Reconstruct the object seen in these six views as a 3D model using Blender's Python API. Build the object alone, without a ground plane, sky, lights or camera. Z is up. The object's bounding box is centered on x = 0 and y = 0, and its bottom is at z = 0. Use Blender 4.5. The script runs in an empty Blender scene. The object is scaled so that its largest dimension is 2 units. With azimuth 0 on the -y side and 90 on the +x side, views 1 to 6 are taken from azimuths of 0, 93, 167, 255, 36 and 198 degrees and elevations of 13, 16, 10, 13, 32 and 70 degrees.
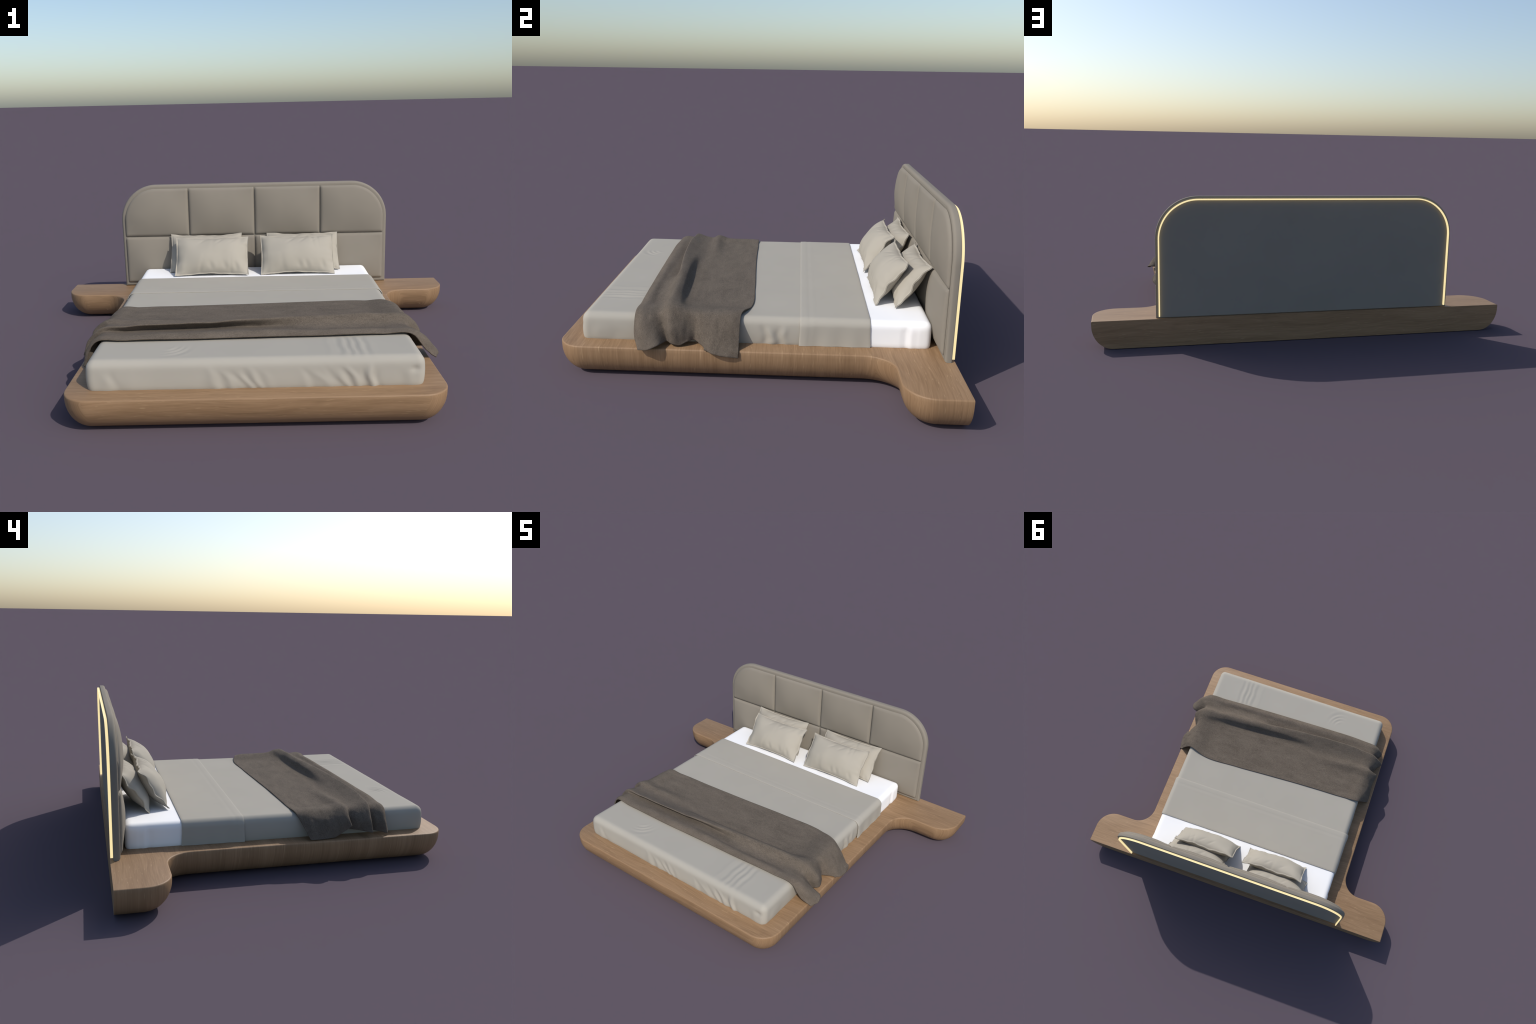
"""A low platform bed: wooden platform with two shelf wings, upholstered arched
headboard with a light strip behind it, white mattress, grey duvet with a
turned-down top, four flanged pillows and a plush throw blanket."""
import bpy
import math
import numpy as np
from mathutils import Matrix, Vector, noise

PLATFORM_TOP = 0.130
MATTRESS_TOP = 0.2335
DUVET_TOP = 0.2360
DUVET_HALF_WIDTH = 0.594
DUVET_FOOT = -0.664


# ------------------------------------------------------------------ helpers
def new_object(name, verts, faces, material, parent=None, smooth=True, angle=None):
    mesh = bpy.data.meshes.new(name)
    mesh.from_pydata([tuple(map(float, v)) for v in verts], [], [tuple(map(int, f)) for f in faces])
    mesh.validate()
    mesh.update()
    obj = bpy.data.objects.new(name, mesh)
    bpy.context.scene.collection.objects.link(obj)
    mesh.materials.append(material)
    for p in mesh.polygons:
        p.use_smooth = smooth
    if angle is not None:
        mesh.set_sharp_from_angle(angle=math.radians(angle))
    if parent is not None:
        obj.parent = parent
    return obj


def grid_faces(rows, cols, start=0, closed_cols=False, flip=False):
    i, j = np.meshgrid(np.arange(rows - 1), np.arange(cols if closed_cols else cols - 1), indexing="ij")
    k = (j + 1) % cols
    f = np.stack([i * cols + j, i * cols + k, (i + 1) * cols + k, (i + 1) * cols + j], -1).reshape(-1, 4) + start
    return f[:, ::-1] if flip else f


def apply_modifiers(obj):
    graph = bpy.context.evaluated_depsgraph_get()
    mesh = bpy.data.meshes.new_from_object(obj.evaluated_get(graph))
    old = obj.data
    obj.modifiers.clear()
    obj.data = mesh
    mesh.name = obj.name
    bpy.data.meshes.remove(old)


def arc(cx, cy, r, a0, a1, n):
    a = np.radians(np.linspace(a0, a1, n))
    return np.stack([cx + r * np.cos(a), cy + r * np.sin(a)], 1)


def smoothstep(a, b, x):
    t = np.clip((np.asarray(x, float) - a) / (b - a), 0, 1)
    return t * t * (3 - 2 * t)


def gauss(x, c, w):
    return np.exp(-((np.asarray(x, float) - c) / w) ** 2)


def wobble(points, scale, seed):
    """Smooth noise value for each point."""
    o = Vector((seed * 3.7, seed * 1.9, seed * 5.3))
    return np.array([noise.noise(Vector(p) * scale + o) for p in points])


def resample(poly, step):
    """Points along a polyline, with every corner kept."""
    out = [poly[0]]
    for a, b in zip(poly[:-1], poly[1:]):
        n = max(1, int(round(np.linalg.norm(b - a) / step)))
        for k in range(1, n + 1):
            out.append(a + (b - a) * k / n)
    return np.array(out)


def path_normals(pts):
    t = np.gradient(pts, axis=0)
    t[0], t[-1] = pts[1] - pts[0], pts[-1] - pts[-2]
    t /= np.linalg.norm(t, axis=1)[:, None]
    return np.stack([t[:, 1], -t[:, 0]], 1)


def hermite_table(points, counts, knots=None):
    """Cubic through the rows of points (k, ..., d), chord spaced; counts samples in all."""
    p = np.asarray(points, float)
    if knots is None:
        step = np.linalg.norm(np.diff(p, axis=0), axis=-1)
        while step.ndim > 1:
            step = step.mean(-1)
        knots = np.concatenate([[0], np.cumsum(step)])
    shape = (-1,) + (1,) * (p.ndim - 1)
    h = np.diff(knots).reshape(shape)
    d = np.diff(p, axis=0) / h
    m = np.empty_like(p)
    m[1:-1] = (d[:-1] * h[1:] + d[1:] * h[:-1]) / (h[1:] + h[:-1])
    m[0], m[-1] = d[0], d[-1]
    t = np.linspace(knots[0], knots[-1], counts)
    i = np.clip(np.searchsorted(knots, t, side="right") - 1, 0, len(knots) - 2)
    hh = h[i]
    u = ((t - knots[i]) / np.diff(knots)[i]).reshape(shape)
    return ((2 * u**3 - 3 * u**2 + 1) * p[i] + (u**3 - 2 * u**2 + u) * hh * m[i]
            + (-2 * u**3 + 3 * u**2) * p[i + 1] + (u**3 - u**2) * hh * m[i + 1])


# ---------------------------------------------------------------- materials
def material_base(name):
    mat = bpy.data.materials.new(name)
    mat.use_nodes = True
    nt = mat.node_tree
    return mat, nt, nt.nodes["Principled BSDF"]


def node(nt, kind, inputs=None, **props):
    n = nt.nodes.new(kind)
    for k, v in props.items():
        setattr(n, k, v)
    for k, v in (inputs or {}).items():
        if isinstance(v, bpy.types.NodeSocket):
            nt.links.new(v, n.inputs[k])
        else:
            n.inputs[k].default_value = v
    return n


def ramp(nt, fac, stops):
    n = node(nt, "ShaderNodeValToRGB", {"Fac": fac})
    while len(n.color_ramp.elements) < len(stops):
        n.color_ramp.elements.new(0.5)
    for e, (pos, col) in zip(n.color_ramp.elements, stops):
        e.position, e.color = pos, (*col, 1)
    return n.outputs["Color"]


def math_node(nt, op, a, b=0.0, clamp=False):
    n = node(nt, "ShaderNodeMath", operation=op, use_clamp=clamp)
    for i, v in enumerate((a, b)):
        if isinstance(v, bpy.types.NodeSocket):
            nt.links.new(v, n.inputs[i])
        else:
            n.inputs[i].default_value = v
    return n.outputs[0]


def scaled(col, k):
    return tuple(min(1.0, c * k) for c in col)


def fabric_material(name, colour, variation=0.05, weave=900.0, bump=0.12, blotch=5.0, sheen=0.0, rough=0.9):
    mat, nt, bsdf = material_base(name)
    coord = node(nt, "ShaderNodeTexCoord").outputs["Object"]
    soft = node(nt, "ShaderNodeTexNoise", {"Vector": coord, "Scale": blotch, "Detail": 3.0, "Roughness": 0.55})
    fine = node(nt, "ShaderNodeTexNoise", {"Vector": coord, "Scale": weave, "Detail": 2.0})
    mixed = math_node(nt, "ADD", math_node(nt, "MULTIPLY", soft.outputs["Fac"], 0.7),
                      math_node(nt, "MULTIPLY", fine.outputs["Fac"], 0.3))
    col = ramp(nt, mixed, [(0.3, scaled(colour, 1 - variation)), (0.7, scaled(colour, 1 + variation))])
    nt.links.new(col, bsdf.inputs["Base Color"])
    bsdf.inputs["Roughness"].default_value = rough
    bsdf.inputs["Specular IOR Level"].default_value = 0.08
    bsdf.inputs["Sheen Weight"].default_value = sheen
    bsdf.inputs["Sheen Roughness"].default_value = 0.5
    b = node(nt, "ShaderNodeBump", {"Strength": bump, "Distance": 0.002, "Height": fine.outputs["Fac"]})
    nt.links.new(b.outputs["Normal"], bsdf.inputs["Normal"])
    return mat


def plush_material(name, colour):
    """Short brushed pile: mottled patches where the nap lies differently."""
    mat, nt, bsdf = material_base(name)
    coord = node(nt, "ShaderNodeTexCoord").outputs["Object"]
    stretch = node(nt, "ShaderNodeMapping", {"Vector": coord, "Scale": (1.0, 2.4, 1.6)})
    patch = node(nt, "ShaderNodeTexNoise", {"Vector": stretch.outputs[0], "Scale": 9.0, "Detail": 5.0, "Roughness": 0.62, "Distortion": 0.6})
    nap = node(nt, "ShaderNodeTexNoise", {"Vector": stretch.outputs[0], "Scale": 130.0, "Detail": 5.0, "Roughness": 0.72, "Distortion": 1.6})
    mixed = math_node(nt, "ADD", math_node(nt, "MULTIPLY", patch.outputs["Fac"], 0.26),
                      math_node(nt, "MULTIPLY", nap.outputs["Fac"], 0.74))
    col = ramp(nt, mixed, [(0.38, scaled(colour, 0.66)), (0.5, colour), (0.62, scaled(colour, 1.34))])
    nt.links.new(col, bsdf.inputs["Base Color"])
    bsdf.inputs["Roughness"].default_value = 0.95
    bsdf.inputs["Specular IOR Level"].default_value = 0.1
    bsdf.inputs["Sheen Weight"].default_value = 0.03
    bsdf.inputs["Sheen Roughness"].default_value = 0.6
    b = node(nt, "ShaderNodeBump", {"Strength": 0.8, "Distance": 0.005, "Height": nap.outputs["Fac"]})
    nt.links.new(b.outputs["Normal"], bsdf.inputs["Normal"])
    return mat


def wood_material(name):
    """Grain runs along x on the top, front and back and drops vertically on the sides."""
    mat, nt, bsdf = material_base(name)
    coord = node(nt, "ShaderNodeTexCoord").outputs["Object"]
    normal = node(nt, "ShaderNodeNewGeometry").outputs["Normal"]
    n = node(nt, "ShaderNodeSeparateXYZ", {"Vector": normal})
    p = node(nt, "ShaderNodeSeparateXYZ", {"Vector": coord})
    ax = math_node(nt, "ABSOLUTE", n.outputs["X"])
    ay = math_node(nt, "ABSOLUTE", n.outputs["Y"])
    az = math_node(nt, "ABSOLUTE", n.outputs["Z"])
    total = math_node(nt, "ADD", math_node(nt, "ADD", ax, ay), math_node(nt, "MULTIPLY", az, 0.35))
    front = node(nt, "ShaderNodeMapRange", {"Value": math_node(nt, "DIVIDE", ay, total), "From Min": 0.25, "From Max": 0.85},
                 interpolation_type="SMOOTHSTEP").outputs[0]
    across = node(nt, "ShaderNodeMix", {"Factor": front, 2: p.outputs["Y"], 3: p.outputs["Z"]}, data_type="FLOAT").outputs[0]
    along = math_node(nt, "ADD", p.outputs["X"], math_node(nt, "MULTIPLY", p.outputs["Z"], 0.6))
    grain_space = node(nt, "ShaderNodeCombineXYZ", {"X": along, "Y": across, "Z": 0.3}).outputs[0]
    warp = node(nt, "ShaderNodeTexNoise", {"Vector": grain_space, "Scale": 2.2, "Detail": 2.0})
    bend = node(nt, "ShaderNodeVectorMath", {0: warp.outputs["Color"], 1: (0.5, 0.5, 0.5)}, operation="SUBTRACT").outputs[0]
    bend = node(nt, "ShaderNodeVectorMath", {0: bend, 1: (0.02, 0.06, 0.0)}, operation="MULTIPLY").outputs[0]
    bent = node(nt, "ShaderNodeVectorMath", {0: grain_space, 1: bend}, operation="ADD").outputs[0]
    broad = node(nt, "ShaderNodeTexNoise", {"Vector": node(nt, "ShaderNodeMapping", {"Vector": bent, "Scale": (1.6, 26.0, 1.0)}).outputs[0],
                                            "Scale": 1.0, "Detail": 4.0, "Roughness": 0.6})
    fine = node(nt, "ShaderNodeTexNoise", {"Vector": node(nt, "ShaderNodeMapping", {"Vector": bent, "Scale": (9.0, 190.0, 1.0)}).outputs[0],
                                           "Scale": 1.0, "Detail": 4.0, "Roughness": 0.65})
    fleck = node(nt, "ShaderNodeTexNoise", {"Vector": node(nt, "ShaderNodeMapping", {"Vector": bent, "Scale": (26.0, 210.0, 1.0)}).outputs[0],
                                            "Scale": 1.0, "Detail": 1.0})
    mixed = math_node(nt, "ADD", math_node(nt, "MULTIPLY", broad.outputs["Fac"], 0.5), math_node(nt, "MULTIPLY", fine.outputs["Fac"], 0.5))
    col = ramp(nt, mixed, [(0.30, (0.200, 0.117, 0.060)), (0.46, (0.262, 0.160, 0.084)),
                           (0.58, (0.305, 0.190, 0.103)), (0.72, (0.338, 0.216, 0.119))])
    # long darker growth lines that wander along the grain
    rings = node(nt, "ShaderNodeTexNoise", {"Vector": node(nt, "ShaderNodeMapping", {"Vector": bent, "Scale": (0.9, 10.0, 1.0)}).outputs[0],
                                            "Scale": 1.0, "Detail": 1.0})
    line = math_node(nt, "PINGPONG", math_node(nt, "MULTIPLY", rings.outputs["Fac"], 9.0), 0.5)
    line = node(nt, "ShaderNodeMapRange", {"Value": line, "From Min": 0.0, "From Max": 0.16, "To Min": 0.18, "To Max": 0.0}).outputs[0]
    col = node(nt, "ShaderNodeMix", {"Factor": line, 6: col, 7: (0.150, 0.090, 0.046, 1)}, data_type="RGBA").outputs[2]
    bright = node(nt, "ShaderNodeMapRange", {"Value": fleck.outputs["Fac"], "From Min": 0.66, "From Max": 0.78}).outputs[0]
    col = node(nt, "ShaderNodeMix", {"Factor": math_node(nt, "MULTIPLY", bright, 0.45), 6: col, 7: (0.47, 0.32, 0.18, 1)}, data_type="RGBA").outputs[2]
    nt.links.new(col, bsdf.inputs["Base Color"])
    bsdf.inputs["Roughness"].default_value = 0.55
    bsdf.inputs["Specular IOR Level"].default_value = 0.35
    b = node(nt, "ShaderNodeBump", {"Strength": 0.12, "Distance": 0.002, "Height": fine.outputs["Fac"]})
    nt.links.new(b.outputs["Normal"], bsdf.inputs["Normal"])
    return mat


def light_material(name):
    mat, nt, bsdf = material_base(name)
    bsdf.inputs["Base Color"].default_value = (0.25, 0.21, 0.13, 1)
    bsdf.inputs["Emission Color"].default_value = (1.0, 0.82, 0.43, 1)
    bsdf.inputs["Emission Strength"].default_value = 0.92
    return mat


WOOD = wood_material("oak_wood")
UPHOLSTERY = fabric_material("headboard_fabric", (0.245, 0.219, 0.180), 0.04, 1100, 0.10, 4.0)
BACKING = fabric_material("backing_fabric", (0.262, 0.240, 0.206), 0.04, 1100, 0.10, 4.0)
MATTRESS_CLOTH = fabric_material("white_sheet_cloth", (0.90, 0.90, 0.90), 0.02, 900, 0.05, 6.0)
DUVET_CLOTH = fabric_material("grey_duvet_cloth", (0.388, 0.362, 0.311), 0.02, 900, 0.06, 5.0)
PILLOW_CLOTH = fabric_material("pillow_cloth", (0.380, 0.349, 0.293), 0.03, 900, 0.10, 8.0)
THROW_PLUSH = plush_material("brown_plush", (0.146, 0.119, 0.093))
LIGHT = light_material("warm_light")

# --------------------------------------------------------------------- bed
bed = bpy.data.objects.new("platform_bed", None)
bpy.context.scene.collection.objects.link(bed)
bed["label"] = "low wooden platform bed with arched upholstered headboard"
bed["category"] = "bed"


# ---- platform: one outline, swept with a boat-hull profile
def platform_outline():
    body, wing, back, foot, shelf = 0.675, 1.0, 0.750, -0.750, 0.530
    right = np.concatenate([
        [[wing, back]],
        arc(wing - 0.115, shelf + 0.115, 0.115, 0, -90, 20),
        arc(body + 0.11, shelf - 0.11, 0.11, 90, 180, 18),
        arc(body - 0.10, foot + 0.10, 0.10, 0, -90, 20)])
    left = right[::-1] * [-1, 1]
    return np.concatenate([right, left])


def build_platform():
    line = resample(platform_outline(), 0.02)
    out = -path_normals(line)
    out[0], out[-1] = (1, 0), (-1, 0)
    if out[len(out) // 2][1] > 0:
        out = -out
        out[0], out[-1] = (1, 0), (-1, 0)
    profile = [(0.0058, PLATFORM_TOP), (0.0030, PLATFORM_TOP - 0.0007), (0.0009, PLATFORM_TOP - 0.0026), (0.0, PLATFORM_TOP - 0.0056), (0.0, 0.112)]
    for a in np.linspace(0, 90, 14)[1:]:
        profile.append((0.095 * (1 - math.cos(math.radians(a))), 0.11 - 0.11 * math.sin(math.radians(a))))
    rows = [np.column_stack([line - out * d, np.full(len(line), z)]) for d, z in profile]
    verts = np.concatenate(rows)
    n = len(line)
    faces = [tuple(f) for f in grid_faces(len(rows), n, flip=True)]
    faces.append(tuple(range(n))[::-1])
    faces.append(tuple(range((len(rows) - 1) * n, len(rows) * n)))
    right = [r * n for r in range(len(rows))]
    left = [r * n + n - 1 for r in range(len(rows))]
    faces.append(tuple(right[::-1] + left)[::-1])
    obj = new_object("platform", verts, faces, WOOD, bed, angle=38)
    import bmesh
    bm = bmesh.new()
    bm.from_mesh(obj.data)
    bmesh.ops.recalc_face_normals(bm, faces=bm.faces)
    bm.to_mesh(obj.data)
    bm.free()
    obj.data.set_sharp_from_angle(angle=math.radians(38))
    return obj


build_platform()

# ---- headboard
HEAD_HALF, HEAD_TOP, HEAD_RADIUS = 0.7155, 0.6846, 0.192


def arch(inset, bottom, step=0.02, arc_points=26):
    h, t, r = HEAD_HALF - inset, HEAD_TOP - inset, HEAD_RADIUS - inset
    right = np.concatenate([[[h, bottom]], arc(h - r, t - r, r, 0, 90, arc_points)])
    return np.concatenate([right, right[::-1] * [-1, 1]])


def arch_slab(name, profile, bottom, material, parent):
    """profile: (inset, y) pairs from front to back; closed by two flat caps."""
    rows = []
    for inset, y in profile:
        a = arch(inset, bottom + (inset - profile[len(profile) // 2][0] if inset > profile[len(profile) // 2][0] else 0))
        rows.append(np.column_stack([a[:, 0], np.full(len(a), y), a[:, 1]]))
    n = len(rows[0])
    faces = [tuple(f) for f in grid_faces(len(rows), n, closed_cols=True)]
    faces += [tuple(range(n))[::-1], tuple(range((len(rows) - 1) * n, len(rows) * n))]
    obj = new_object(name, np.concatenate(rows), faces, material, parent)
    import bmesh
    bm = bmesh.new()
    bm.from_mesh(obj.data)
    bmesh.ops.recalc_face_normals(bm, faces=bm.faces)
    bm.to_mesh(obj.data)
    bm.free()
    obj.data.set_sharp_from_angle(angle=math.radians(40))
    return obj


def rounded_edge(y_front, y_back, r_front, r_back):
    out = [(r_front * (1 - math.sin(a)), y_front + r_front * (1 - math.cos(a))) for a in np.linspace(0, math.pi / 2, 7)]
    out += [(r_back * (1 - math.cos(a)), y_back - r_back * (1 - math.sin(a))) for a in np.linspace(0, math.pi / 2, 5)]
    return out


headboard = arch_slab("headboard", rounded_edge(0.7085, 0.7365, 0.012, 0.003), PLATFORM_TOP + 0.0005, UPHOLSTERY, bed)
back_panel = arch_slab("back_panel", [(0.0060, 0.7340), (0.0060, 0.7370), (0.0066, 0.7376)], PLATFORM_TOP + 0.003, BACKING, headboard)


def build_light_strip():
    inner, outer = arch(0.0170, 0.139), arch(0.0116, 0.139)
    rows = []
    for line, y in ((inner, 0.7374), (outer, 0.7388), (outer, 0.7484), (inner, 0.7484)):
        rows.append(np.column_stack([line[:, 0], np.full(len(line), y), line[:, 1]]))
    n = len(inner)
    verts = np.concatenate(rows)
    faces = [(r * n + i, r * n + i + 1, ((r + 1) % 4) * n + i + 1, ((r + 1) % 4) * n + i) for r in range(4) for i in range(n - 1)]
    faces += [(0, n, 2 * n, 3 * n), (n - 1, 4 * n - 1, 3 * n - 1, 2 * n - 1)]
    obj = new_object("light_strip", verts, faces, LIGHT, headboard, angle=40)
    return obj


build_light_strip()

SEAM_Z = 0.4055
PAD_HALF, PAD_TOP, PAD_BOTTOM, PAD_RADIUS = 0.699, 0.667, 0.150, 0.175


def pad_rise(d):
    """Height share of the padding at distance d from its edge: a quick roll, then a slow dome."""
    roll = np.sqrt(np.clip(1 - (1 - np.clip(d / 0.016, 0, 1)) ** 2, 0, 1))
    dome = 1 - (1 - np.clip(d / 0.13, 0, 1)) ** 2
    return roll, dome


def build_cushion(x0, x1, z0, z1, outer_side):
    """outer_side: +1 or -1 when that side follows the arch, 0 for a plain rectangle."""
    gap, nu, nv = 0.0014, 48, 48
    x0, x1, z0, z1 = x0 + gap, x1 - gap, z0 + gap, z1 - gap
    u = 0.5 - 0.5 * np.cos(np.linspace(0, math.pi, nu))
    u = 0.6 * u + 0.4 * np.linspace(0, 1, nu)
    U, V = np.meshgrid(u, u, indexing="ij")
    Zg = z0 + (z1 - z0) * V
    lo, hi = np.full_like(Zg, x0), np.full_like(Zg, x1)
    if outer_side:
        r = PAD_RADIUS
        dz = np.clip(Zg - (z1 - r), 0, r)
        bite = r - np.sqrt(np.clip(r * r - dz * dz, 0, None))
        if outer_side > 0:
            hi = hi - bite
        else:
            lo = lo + bite
    X = lo + (hi - lo) * U
    ds = [X - x0, x1 - X, Zg - z0, z1 - Zg]
    if outer_side:
        r = PAD_RADIUS
        cx, cz = (x1 - r if outer_side > 0 else x0 + r), z1 - r
        dx, dz = (X - cx) * outer_side, Zg - cz
        q = np.maximum(np.hypot(np.clip(dx, 0, None), np.clip(dz, 0, None)), 1e-9)
        rounded = r - q - np.minimum(np.maximum(dx, dz), 0)
        k = 1 if outer_side > 0 else 0
        ds = [rounded, ds[1 - k], ds[2]]
    roll, dome = 1.0, 1.0
    for d in ds:
        a, b = pad_rise(np.maximum(d, 0))
        roll, dome = roll * a, dome * b
    Y = 0.7078 - 0.0095 * roll - 0.0205 * dome
    grid = np.stack([X, Y, Zg], -1).reshape(-1, 3)
    faces = [tuple(f) for f in grid_faces(nu, nv, flip=False)]
    edge = ([i * nv for i in range(nu)] + [(nu - 1) * nv + j for j in range(1, nv)]
            + [i * nv + nv - 1 for i in range(nu - 2, -1, -1)] + [j for j in range(nv - 2, 0, -1)])
    skirt = grid[edge].copy()
    skirt[:, 1] = 0.7092
    base = len(grid)
    m = len(edge)
    faces += [(edge[i], base + i, base + (i + 1) % m, edge[(i + 1) % m]) for i in range(m)]
    obj = new_object("cushion", np.concatenate([grid, skirt]), faces, UPHOLSTERY, headboard)
    return obj


splits = [-PAD_HALF, -0.3515, 0.0030, 0.3555, PAD_HALF]
for i in range(4):
    build_cushion(splits[i], splits[i + 1], PAD_BOTTOM, SEAM_Z, 0)
    build_cushion(splits[i], splits[i + 1], SEAM_Z, PAD_TOP, -1 if i == 0 else 1 if i == 3 else 0)


# ---- mattress and duvet: rounded boxes
def rounded_box(lo, hi, r, step, relief, skip=()):
    """Box surface with all edges rounded; relief(points, normals) gives outward displacement."""
    lo, hi = np.array(lo, float), np.array(hi, float)
    counts = np.maximum(2, np.round((hi - lo) / step).astype(int) + 1)
    index, verts, faces = {}, [], []

    def vid(key):
        if key not in index:
            index[key] = len(verts)
            verts.append(lo + (hi - lo) * np.array(key) / (counts - 1))
        return index[key]

    for ax in range(3):
        a, b = (ax + 1) % 3, (ax + 2) % 3
        for side in (0, 1):
            if (ax, side) in skip:
                continue
            for i in range(counts[a] - 1):
                for j in range(counts[b] - 1):
                    quad = []
                    for di, dj in ((0, 0), (1, 0), (1, 1), (0, 1)):
                        key = [0, 0, 0]
                        key[ax], key[a], key[b] = side * (counts[ax] - 1), i + di, j + dj
                        quad.append(vid(tuple(key)))
                    faces.append(quad if side else quad[::-1])
    v = np.array(verts)
    q = np.clip(v, lo + r, hi - r)
    n = v - q
    n /= np.maximum(np.linalg.norm(n, axis=1), 1e-9)[:, None]
    v = q + n * r
    return v + n * relief(v, n)[:, None], faces


def mattress_relief(p, n):
    x, y, z = p.T
    side = np.abs(n[:, 0]) * (1 - smoothstep(0.195, 0.225, z))
    d = side * (0.004 * gauss(y, 0.606, 0.012) - 0.004 * gauss(y, 0.585, 0.010) + 0.0025 * gauss(y, 0.635, 0.012))
    covered = -0.010 * (1 - smoothstep(0.30, 0.40, y))
    return d + covered + 0.0007 * wobble(p, 9.0, 4)


verts, faces = rounded_box((-0.595, -0.60, PLATFORM_TOP - 0.014), (0.595, 0.684, MATTRESS_TOP), 0.025, 0.0105, mattress_relief)
new_object("mattress", verts, faces, MATTRESS_CLOTH, bed)


def slanted_fold(s, z, centre, lean, width, low, high):
    """A fold on an upright face: a ridge that leans as it drops and fades at both ends."""
    bend = 0.005 * np.sin(z * 75 + centre * 43) + 0.10 * lean * (z - 0.17)
    high = high - 0.022 * (0.5 + 0.5 * math.sin(centre * 91))
    return gauss(s, centre + lean * (0.18 - z) + bend, width * (0.8 + 0.5 * (1 - smoothstep(0.13, 0.21, z)))) * smoothstep(low, low + 0.02, z) * (1 - smoothstep(high - 0.045, high, z))


FOOT_FOLDS = [  # x, lean, width, height
    (-0.525, 0.10, 0.016, 0.0022), (-0.497, 0.30, 0.012, -0.0020), (-0.440, 0.30, 0.020, 0.0008),
    (-0.155, 0.50, 0.018, 0.0032), (-0.128, 0.50, 0.012, -0.0024), (-0.105, 0.60, 0.011, 0.0024), (-0.070, 0.85, 0.010, -0.0026),
    (-0.050, 0.80, 0.010, 0.0026), (-0.032, 0.80, 0.009, -0.0036), (-0.010, 0.70, 0.010, 0.0028), (0.010, 0.60, 0.009, -0.0018),
    (0.035, 0.50, 0.012, 0.0012), (0.160, 0.60, 0.012, 0.0014), (0.180, 0.65, 0.011, -0.0018), (0.215, 1.00, 0.014, 0.0022),
    (0.262, 1.10, 0.010, -0.0022), (0.288, 0.90, 0.010, 0.0028), (0.312, 0.80, 0.010, -0.0042), (0.335, 0.60, 0.010, 0.0036),
    (0.358, 0.45, 0.010, -0.0014), (0.381, 0.20, 0.009, -0.0044), (0.401, 0.18, 0.011, 0.0060), (0.424, 0.15, 0.009, -0.0038),
    (0.511, 0.00, 0.018, -0.0016), (0.540, 0.00, 0.016, 0.0016)]


def duvet_relief(p, n):
    x, y, z = p.T
    top = np.clip(n[:, 2], 0, 1)
    foot = np.clip(-n[:, 1], 0, 1)
    right, left = np.clip(n[:, 0], 0, 1), np.clip(-n[:, 0], 0, 1)
    d = 0.0010 * wobble(p, 6.0, 1) + 0.0004 * wobble(p, 22.0, 2) * (1 - top)
    # soft bulge of the upright faces
    d += (foot + right + left) * 0.004 * np.sin(np.clip((z - 0.13) / 0.1, 0, 1) * math.pi)
    for c, lean, w, h in FOOT_FOLDS:
        d += foot * (1.0 * h if h > 0 else 0.7 * h) * slanted_fold(x, z, c, lean, w, 0.105, 0.222)
    d += foot * 0.004 * (1 - smoothstep(0.13, 0.19, z))
    d -= foot * 0.0055 * gauss(x, 0.560, 0.016) * gauss(z, 0.190, 0.010)
    # pulled creases on the top near the foot: concentric arcs on one side, straight lines on the other
    rad, ang = np.hypot(x + 0.330, y + 0.520), np.degrees(np.arctan2(y + 0.520, x + 0.330))
    for r0, h in ((0.040, 0.0014), (0.052, -0.0022), (0.063, 0.0024), (0.074, -0.0026), (0.084, 0.0022), (0.095, -0.0016), (0.118, 0.0008)):
        d += top * h * gauss(rad, r0, 0.0062) * gauss(ang, -48, 34)
    for c, h in ((0.270, 0.0010), (0.302, -0.0016), (0.322, 0.0018), (0.340, -0.0024), (0.352, 0.0022), (0.366, -0.0022), (0.383, 0.0024), (0.402, -0.0020), (0.420, 0.0008)):
        sway = 0.0022 * np.sin(y * 55 + c * 30)
        d += top * h * gauss(x, c - 0.02 * (y + 0.55) + sway, 0.0080) * smoothstep(-0.665, -0.60, y) * (1 - smoothstep(-0.49, -0.44, y))
    # vertical folds on the two long sides
    for c, h, w in ((0.045, -0.0045, 0.011), (0.070, 0.0060, 0.013), (0.098, -0.0050, 0.011), (0.122, 0.0036, 0.012), (-0.60, 0.0018, 0.02), (-0.54, -0.0015, 0.02)):
        d += right * h * slanted_fold(y, z, c, 0.15, w, 0.118, 0.222)
    for c, h, w in ((0.05, 0.0010, 0.02), (-0.55, 0.0010, 0.02)):
        d += left * h * slanted_fold(y, z, c, 0.1, w, 0.118, 0.222)
    return d


verts, faces = rounded_box((-DUVET_HALF_WIDTH, DUVET_FOOT, PLATFORM_TOP - 0.020), (DUVET_HALF_WIDTH, 0.430, DUVET_TOP), 0.028, 0.0075,
                           duvet_relief, skip=((1, 1), (2, 0)))
# the head end is left open under the turned-down part: straighten its last rows
verts[:, 1] = np.where(verts[:, 1] > 0.38, np.minimum(verts[:, 1], 0.43), verts[:, 1])
new_object("duvet", verts, faces, DUVET_CLOTH, bed)


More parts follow.
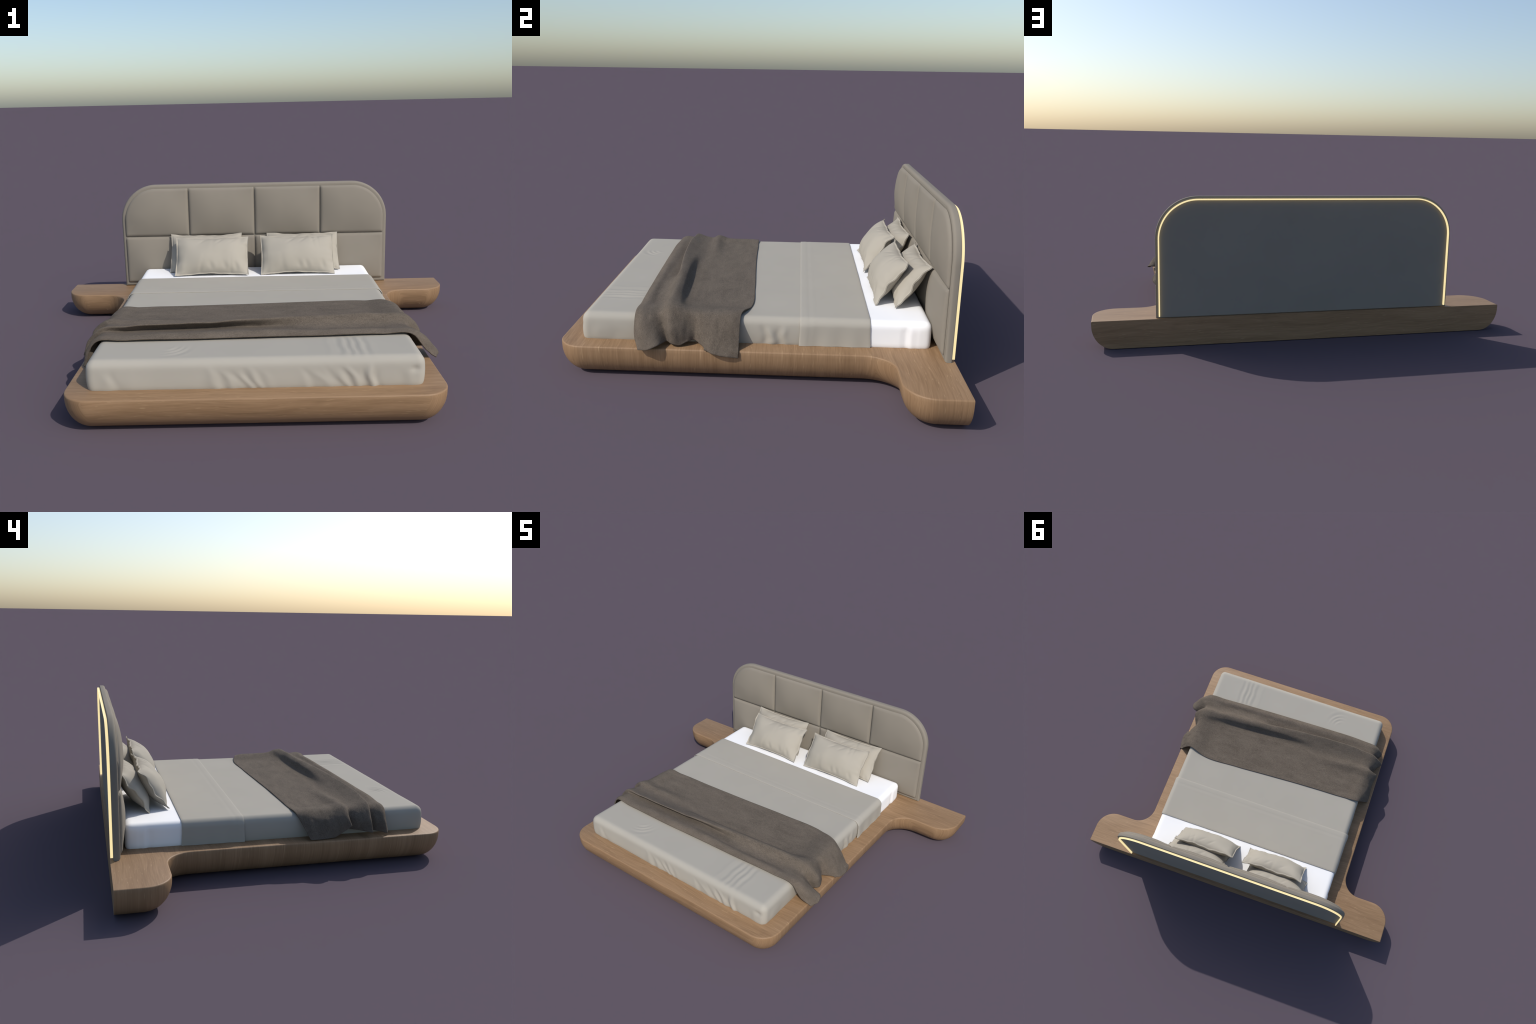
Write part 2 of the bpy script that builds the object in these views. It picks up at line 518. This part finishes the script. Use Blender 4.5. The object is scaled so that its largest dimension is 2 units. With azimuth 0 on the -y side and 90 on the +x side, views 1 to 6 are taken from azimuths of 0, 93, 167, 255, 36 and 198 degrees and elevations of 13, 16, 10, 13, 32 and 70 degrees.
# ---- turned-down top of the duvet: a strip folded back over it
def build_turn_down():
    r, half, top, low = 0.031, DUVET_HALF_WIDTH + 0.0068, DUVET_TOP + 0.0017, PLATFORM_TOP + 0.0008
    right = np.concatenate([[[half, z] for z in np.linspace(low, top - r, 9)], arc(half - r, top - r, r, 0, 90, 12)[1:]])
    line = np.concatenate([right, right[::-1] * [-1, 1]])
    line = resample(line, 0.012)
    ys = np.concatenate([[0.1815, 0.1845], np.linspace(0.190, 0.440, 34), [0.4455, 0.4485]])
    out = path_normals(line)
    if out[len(out) // 2][1] < 0:
        out = -out
    rows = []
    for y in ys:
        hem = 0.0004 * gauss(y, 0.206, 0.006) - 0.0004 * gauss(y, 0.218, 0.006) + 0.0003 * gauss(y, 0.232, 0.008)
        edge = -0.0022 * gauss(y, 0.181, 0.003) - 0.0022 * gauss(y, 0.449, 0.003)
        p = np.column_stack([line[:, 0], np.full(len(line), y), line[:, 1]])
        upright = np.abs(out[:, 0]) * (1 - smoothstep(0.20, 0.23, line[:, 1]))
        lift = hem + edge * 0.6 + 0.0009 * wobble(p, 7.0, 9) + upright * (0.0030 * gauss(y, 0.1815, 0.05) + 0.0016 * np.sin(y * 70) * (0.24 - line[:, 1]) * 8)
        p[:, 0] += out[:, 0] * lift
        p[:, 2] += out[:, 1] * lift
        # the edges sway a little where they hang
        p[:, 1] += np.where(y < 0.3, -1, 1) * 0.003 * upright * (1 - smoothstep(0.13, 0.2, line[:, 1]))
        rows.append(p)
    obj = new_object("turned_down_sheet", np.concatenate(rows), grid_faces(len(rows), len(line)), DUVET_CLOTH, bed)
    m = obj.modifiers.new("thickness", "SOLIDIFY")
    m.thickness, m.offset = 0.0024, 0.0
    apply_modifiers(obj)
    obj.data.set_sharp_from_angle(angle=math.radians(50))
    return obj


build_turn_down()


# ----------------------------------------------------------- throw blanket
# Lofted through cross-sections that run from the head edge to the foot edge.
# Every section has the same twelve places: head edge, flat, flat, foot of the
# side ridge, side ridge, hollow, rise, main ridge, tuck under it, lower layer,
# lip, foot edge.
def top_section(x, ys, zs):
    return [(x, y, z) for y, z in zip(ys, zs)]


def hanging_section(side, xs, ys, zs):
    return [(side * x, y, z) for x, y, z in zip(xs, ys, zs)]


def throw_sections():
    s = []
    s.append(hanging_section(-1,  # hem on the left
        (0.655, 0.659, 0.656, 0.652, 0.658, 0.618, 0.640, 0.670, 0.622, 0.636, 0.655, 0.645),
        (-0.104, -0.130, -0.170, -0.225, -0.290, -0.284, -0.335, -0.384, -0.388, -0.425, -0.460, -0.471),
        (0.133, 0.125, 0.127, 0.142, 0.186, 0.164, 0.158, 0.153, 0.152, 0.148, 0.142, 0.138)))
    s.append(hanging_section(-1,  # half way down
        (0.624, 0.632, 0.634, 0.640, 0.648, 0.617, 0.633, 0.650, 0.617, 0.632, 0.642, 0.634),
        (-0.074, -0.110, -0.160, -0.215, -0.278, -0.288, -0.332, -0.380, -0.390, -0.420, -0.452, -0.463),
        (0.195, 0.196, 0.198, 0.203, 0.220, 0.206, 0.206, 0.210, 0.200, 0.200, 0.198, 0.194)))
    s.append(hanging_section(-1,  # over the mattress edge
        (0.592, 0.596, 0.597, 0.600, 0.606, 0.594, 0.600, 0.608, 0.596, 0.602, 0.606, 0.600),
        (-0.054, -0.092, -0.155, -0.216, -0.274, -0.298, -0.336, -0.384, -0.392, -0.424, -0.452, -0.466),
        (0.235, 0.237, 0.237, 0.240, 0.255, 0.242, 0.246, 0.257, 0.242, 0.242, 0.242, 0.236)))
    s.append(top_section(-0.50,
        (-0.047, -0.090, -0.155, -0.225, -0.272, -0.308, -0.345, -0.394, -0.374, -0.415, -0.450, -0.473),
        (0.2382, 0.2385, 0.2385, 0.240, 0.254, 0.246, 0.253, 0.271, 0.246, 0.248, 0.250, 0.244)))
    s.append(top_section(-0.25,
        (-0.040, -0.085, -0.150, -0.205, -0.250, -0.300, -0.342, -0.391, -0.358, -0.404, -0.448, -0.474),
        (0.2382, 0.2385, 0.2385, 0.239, 0.243, 0.243, 0.257, 0.279, 0.2470, 0.2500, 0.256, 0.245)))
    s.append(top_section(0.0,
        (-0.028, -0.080, -0.145, -0.200, -0.255, -0.308, -0.334, -0.372, -0.356, -0.402, -0.442, -0.468),
        (0.2382, 0.2385, 0.2385, 0.2385, 0.239, 0.243, 0.273, 0.283, 0.2500, 0.2530, 0.259, 0.246)))
    s.append(top_section(0.25,
        (-0.014, -0.070, -0.135, -0.195, -0.250, -0.296, -0.318, -0.344, -0.374, -0.408, -0.438, -0.462),
        (0.2382, 0.2385, 0.2385, 0.2385, 0.239, 0.242, 0.273, 0.281, 0.258, 0.250, 0.256, 0.245)))
    s.append(top_section(0.48,
        (-0.012, -0.070, -0.135, -0.190, -0.238, -0.276, -0.302, -0.329, -0.358, -0.397, -0.432, -0.454),
        (0.2382, 0.2385, 0.2385, 0.240, 0.243, 0.249, 0.272, 0.280, 0.254, 0.247, 0.253, 0.244)))
    s.append(hanging_section(1,
        (0.592, 0.604, 0.608, 0.608, 0.602, 0.603, 0.610, 0.614, 0.598, 0.608, 0.614, 0.602),
        (-0.046, -0.076, -0.132, -0.184, -0.226, -0.258, -0.288, -0.322, -0.354, -0.394, -0.430, -0.452),
        (0.240, 0.243, 0.245, 0.247, 0.248, 0.253, 0.260, 0.261, 0.240, 0.241, 0.241, 0.235)))
    s.append(hanging_section(1,
        (0.640, 0.650, 0.652, 0.642, 0.620, 0.628, 0.648, 0.658, 0.618, 0.658, 0.674, 0.653),
        (-0.048, -0.080, -0.140, -0.186, -0.220, -0.246, -0.274, -0.308, -0.338, -0.374, -0.420, -0.446),
        (0.180, 0.182, 0.186, 0.190, 0.192, 0.194, 0.198, 0.200, 0.192, 0.196, 0.190, 0.172)))
    s.append(hanging_section(1,  # hem on the right
        (0.683, 0.691, 0.687, 0.648, 0.624, 0.640, 0.652, 0.655, 0.632, 0.696, 0.715, 0.698),
        (-0.048, -0.085, -0.155, -0.194, -0.222, -0.248, -0.275, -0.304, -0.326, -0.350, -0.390, -0.424),
        (0.106, 0.113, 0.127, 0.142, 0.150, 0.148, 0.138, 0.146, 0.146, 0.154, 0.140, 0.131)))
    return np.array(s)


def build_throw():
    sections = throw_sections()
    across = hermite_table(sections, 300)                      # across the bed
    grid = hermite_table(across.transpose(1, 0, 2), 170).transpose(1, 0, 2)
    flat = grid.reshape(-1, 3)
    hanging = smoothstep(0.585, 0.63, np.abs(flat[:, 0]))
    loose = 0.35 + 0.65 * np.maximum(smoothstep(0.244, 0.256, flat[:, 2]), hanging)
    stretched = flat * [0.55, 1.0, 1.0]
    flat[:, 2] += loose * (0.0024 * wobble(stretched, 13.0, 21) + 0.0012 * wobble(stretched, 34.0, 22))
    flat[:, 0] += np.sign(flat[:, 0]) * hanging * (0.0045 * wobble(flat * [1, 1, 0.5], 22.0, 23) + 0.0018 * wobble(flat, 48.0, 24))
    # never sink into the bedding
    inside = np.abs(flat[:, 0])
    over = np.where(inside < 0.56, DUVET_TOP + 0.0022,
                    DUVET_TOP + 0.0022 - 0.028 + np.sqrt(np.clip(0.028 ** 2 - np.clip(inside - 0.568, 0, 0.028) ** 2, 0, None)))
    flat[:, 2] = np.where(inside < 0.596, np.maximum(flat[:, 2], over), flat[:, 2])
    # ... nor into the platform: rest on it or hang past its edge
    low = flat[:, 2] < PLATFORM_TOP + 0.006
    hang = low & (inside > 0.664)
    flat[:, 0] = np.where(hang, np.sign(flat[:, 0]) * np.maximum(inside, 0.682), flat[:, 0])
    flat[:, 2] = np.where(low & ~hang, PLATFORM_TOP + 0.006, flat[:, 2])
    obj = new_object("throw_blanket", flat, grid_faces(grid.shape[0], grid.shape[1], flip=True), THROW_PLUSH)
    m = obj.modifiers.new("thickness", "SOLIDIFY")
    m.thickness, m.offset = 0.0040, 0.0
    m.use_even_offset = False
    apply_modifiers(obj)
    obj["label"] = "brown plush throw blanket draped in folds across bed"
    obj["category"] = "blanket"
    return obj


build_throw()


# ----------------------------------------------------------------- pillows
def pillow_mesh(name, width, height, depth, seed):
    """Flanged pillow standing in the x-z plane, front towards -y, hem at z = 0."""
    nu, nv = 120, 74
    u = np.sin(np.linspace(-1, 1, nu) * math.pi / 2) * 0.35 + np.linspace(-1, 1, nu) * 0.65
    v = np.sin(np.linspace(-1, 1, nv) * math.pi / 2) * 0.35 + np.linspace(-1, 1, nv) * 0.65
    U, V = np.meshgrid(u, v, indexing="ij")
    # edges pull in between the pointed corners
    X = U * width / 2 * (1 - 0.030 * (1 - V ** 2) * U ** 2)
    Z = V * height / 2 * (1 - 0.105 * (1 - U ** 2) * V ** 2)
    flange = 0.0062
    du = (1 - np.abs(U)) * width / 2
    dv = (1 - np.abs(V)) * height / 2
    d = np.clip(np.minimum(du, dv) - flange, 0, None)
    a = np.clip((du - flange) / (width / 2 - flange), 0, 1)
    b = np.clip((dv - flange) / (height / 2 - flange), 0, 1)
    puff = ((1 - (1 - a) ** 2.6) * (1 - (1 - b) ** 2.2)) ** 0.66
    rng = np.random.default_rng(seed)
    # little gathers running in from the seam
    gather = np.zeros_like(U)
    near_v, near_u = np.exp(-dv / 0.035) * (d > 0), np.exp(-du / 0.03) * (d > 0)
    for _ in range(9):
        c, w, h = rng.uniform(-0.85, 0.85), rng.uniform(0.035, 0.09), rng.uniform(-0.0080, 0.0050)
        end = rng.choice([-1, 1])
        gather += h * gauss(U + 0.15 * V * rng.uniform(-1, 1), c, w) * near_v * (V * end > 0)
    for _ in range(5):
        c, w, h = rng.uniform(-0.8, 0.8), rng.uniform(0.08, 0.18), rng.uniform(-0.0070, 0.0050)
        end = rng.choice([-1, 1])
        gather += h * gauss(V, c, w) * near_u * (U * end > 0)
    # soft hollows above the hem and slanting creases below the top edge
    for c in (rng.uniform(-0.25, 0.05), rng.uniform(0.22, 0.42), rng.uniform(0.55, 0.7)):
        gather -= rng.uniform(0.002, 0.0050) * gauss(U + 0.10 * (V + 0.6), c, 0.070) * gauss(V, -0.62, 0.20)
        gather += 0.0012 * gauss(U + 0.10 * (V + 0.6), c + 0.12, 0.06) * gauss(V, -0.62, 0.20)
    for c in (rng.uniform(-0.3, -0.1), rng.uniform(0.05, 0.25), rng.uniform(0.4, 0.6)):
        gather -= rng.uniform(0.001, 0.0032) * gauss(U - 0.55 * (V - 0.62), c, 0.05) * gauss(V, 0.66, 0.16)
    pts = np.stack([X, np.zeros_like(X), Z], -1).reshape(-1, 3)
    lump = 0.0055 * wobble(pts, 11.0, seed).reshape(U.shape) * np.clip(d / 0.03, 0, 1)
    # the seam line weaves back and forth
    ph = rng.uniform(0, 6, 4)
    sway = (0.0040 * np.sin(U * 6 + ph[0]) * V ** 4 * np.sign(V) + 0.0018 * np.sin(U * 17 + ph[1]) * V ** 6
            + 0.0060 * np.sin(V * 4.5 + ph[2]) * U ** 8 + 0.0028 * np.sin(V * 11 + ph[3]) * U ** 8)
    front = -depth / 2 * puff - 0.0016 - gather - lump + sway
    back = depth / 2 * puff * 0.92 + 0.0016 + sway
    zb = Z + height / 2
    fv = np.stack([X, front, zb], -1).reshape(-1, 3)
    bv = np.stack([X, back, zb], -1).reshape(-1, 3)
    faces = [tuple(f) for f in grid_faces(nu, nv)] + [tuple(f) for f in grid_faces(nu, nv, start=nu * nv, flip=True)]
    edge = ([i * nv for i in range(nu)] + [(nu - 1) * nv + j for j in range(1, nv)]
            + [i * nv + nv - 1 for i in range(nu - 2, -1, -1)] + [j for j in range(nv - 2, 0, -1)])
    m, k = len(edge), nu * nv
    faces += [(edge[i], edge[i] + k, edge[(i + 1) % m] + k, edge[(i + 1) % m]) for i in range(m)]
    obj = new_object(name, np.concatenate([fv, bv]), faces, PILLOW_CLOTH)
    return obj


TILT = math.atan2(0.123, 0.180)
LEAN_LENGTH = math.hypot(0.123, 0.180) + 0.002
for x, y, seed in ((-0.222, 0.4825, 5), (0.2215, 0.4825, 12), (-0.258, 0.5640, 19), (0.2575, 0.5640, 27)):
    pillow = pillow_mesh("pillow", 0.382, LEAN_LENGTH, 0.100, seed)
    pillow.location = (x, y, MATTRESS_TOP + 0.0035)
    pillow.rotation_euler = (-TILT, 0, 0)
    pillow["label"] = "beige flanged pillow leaning back on the bed"
    pillow["category"] = "pillow"
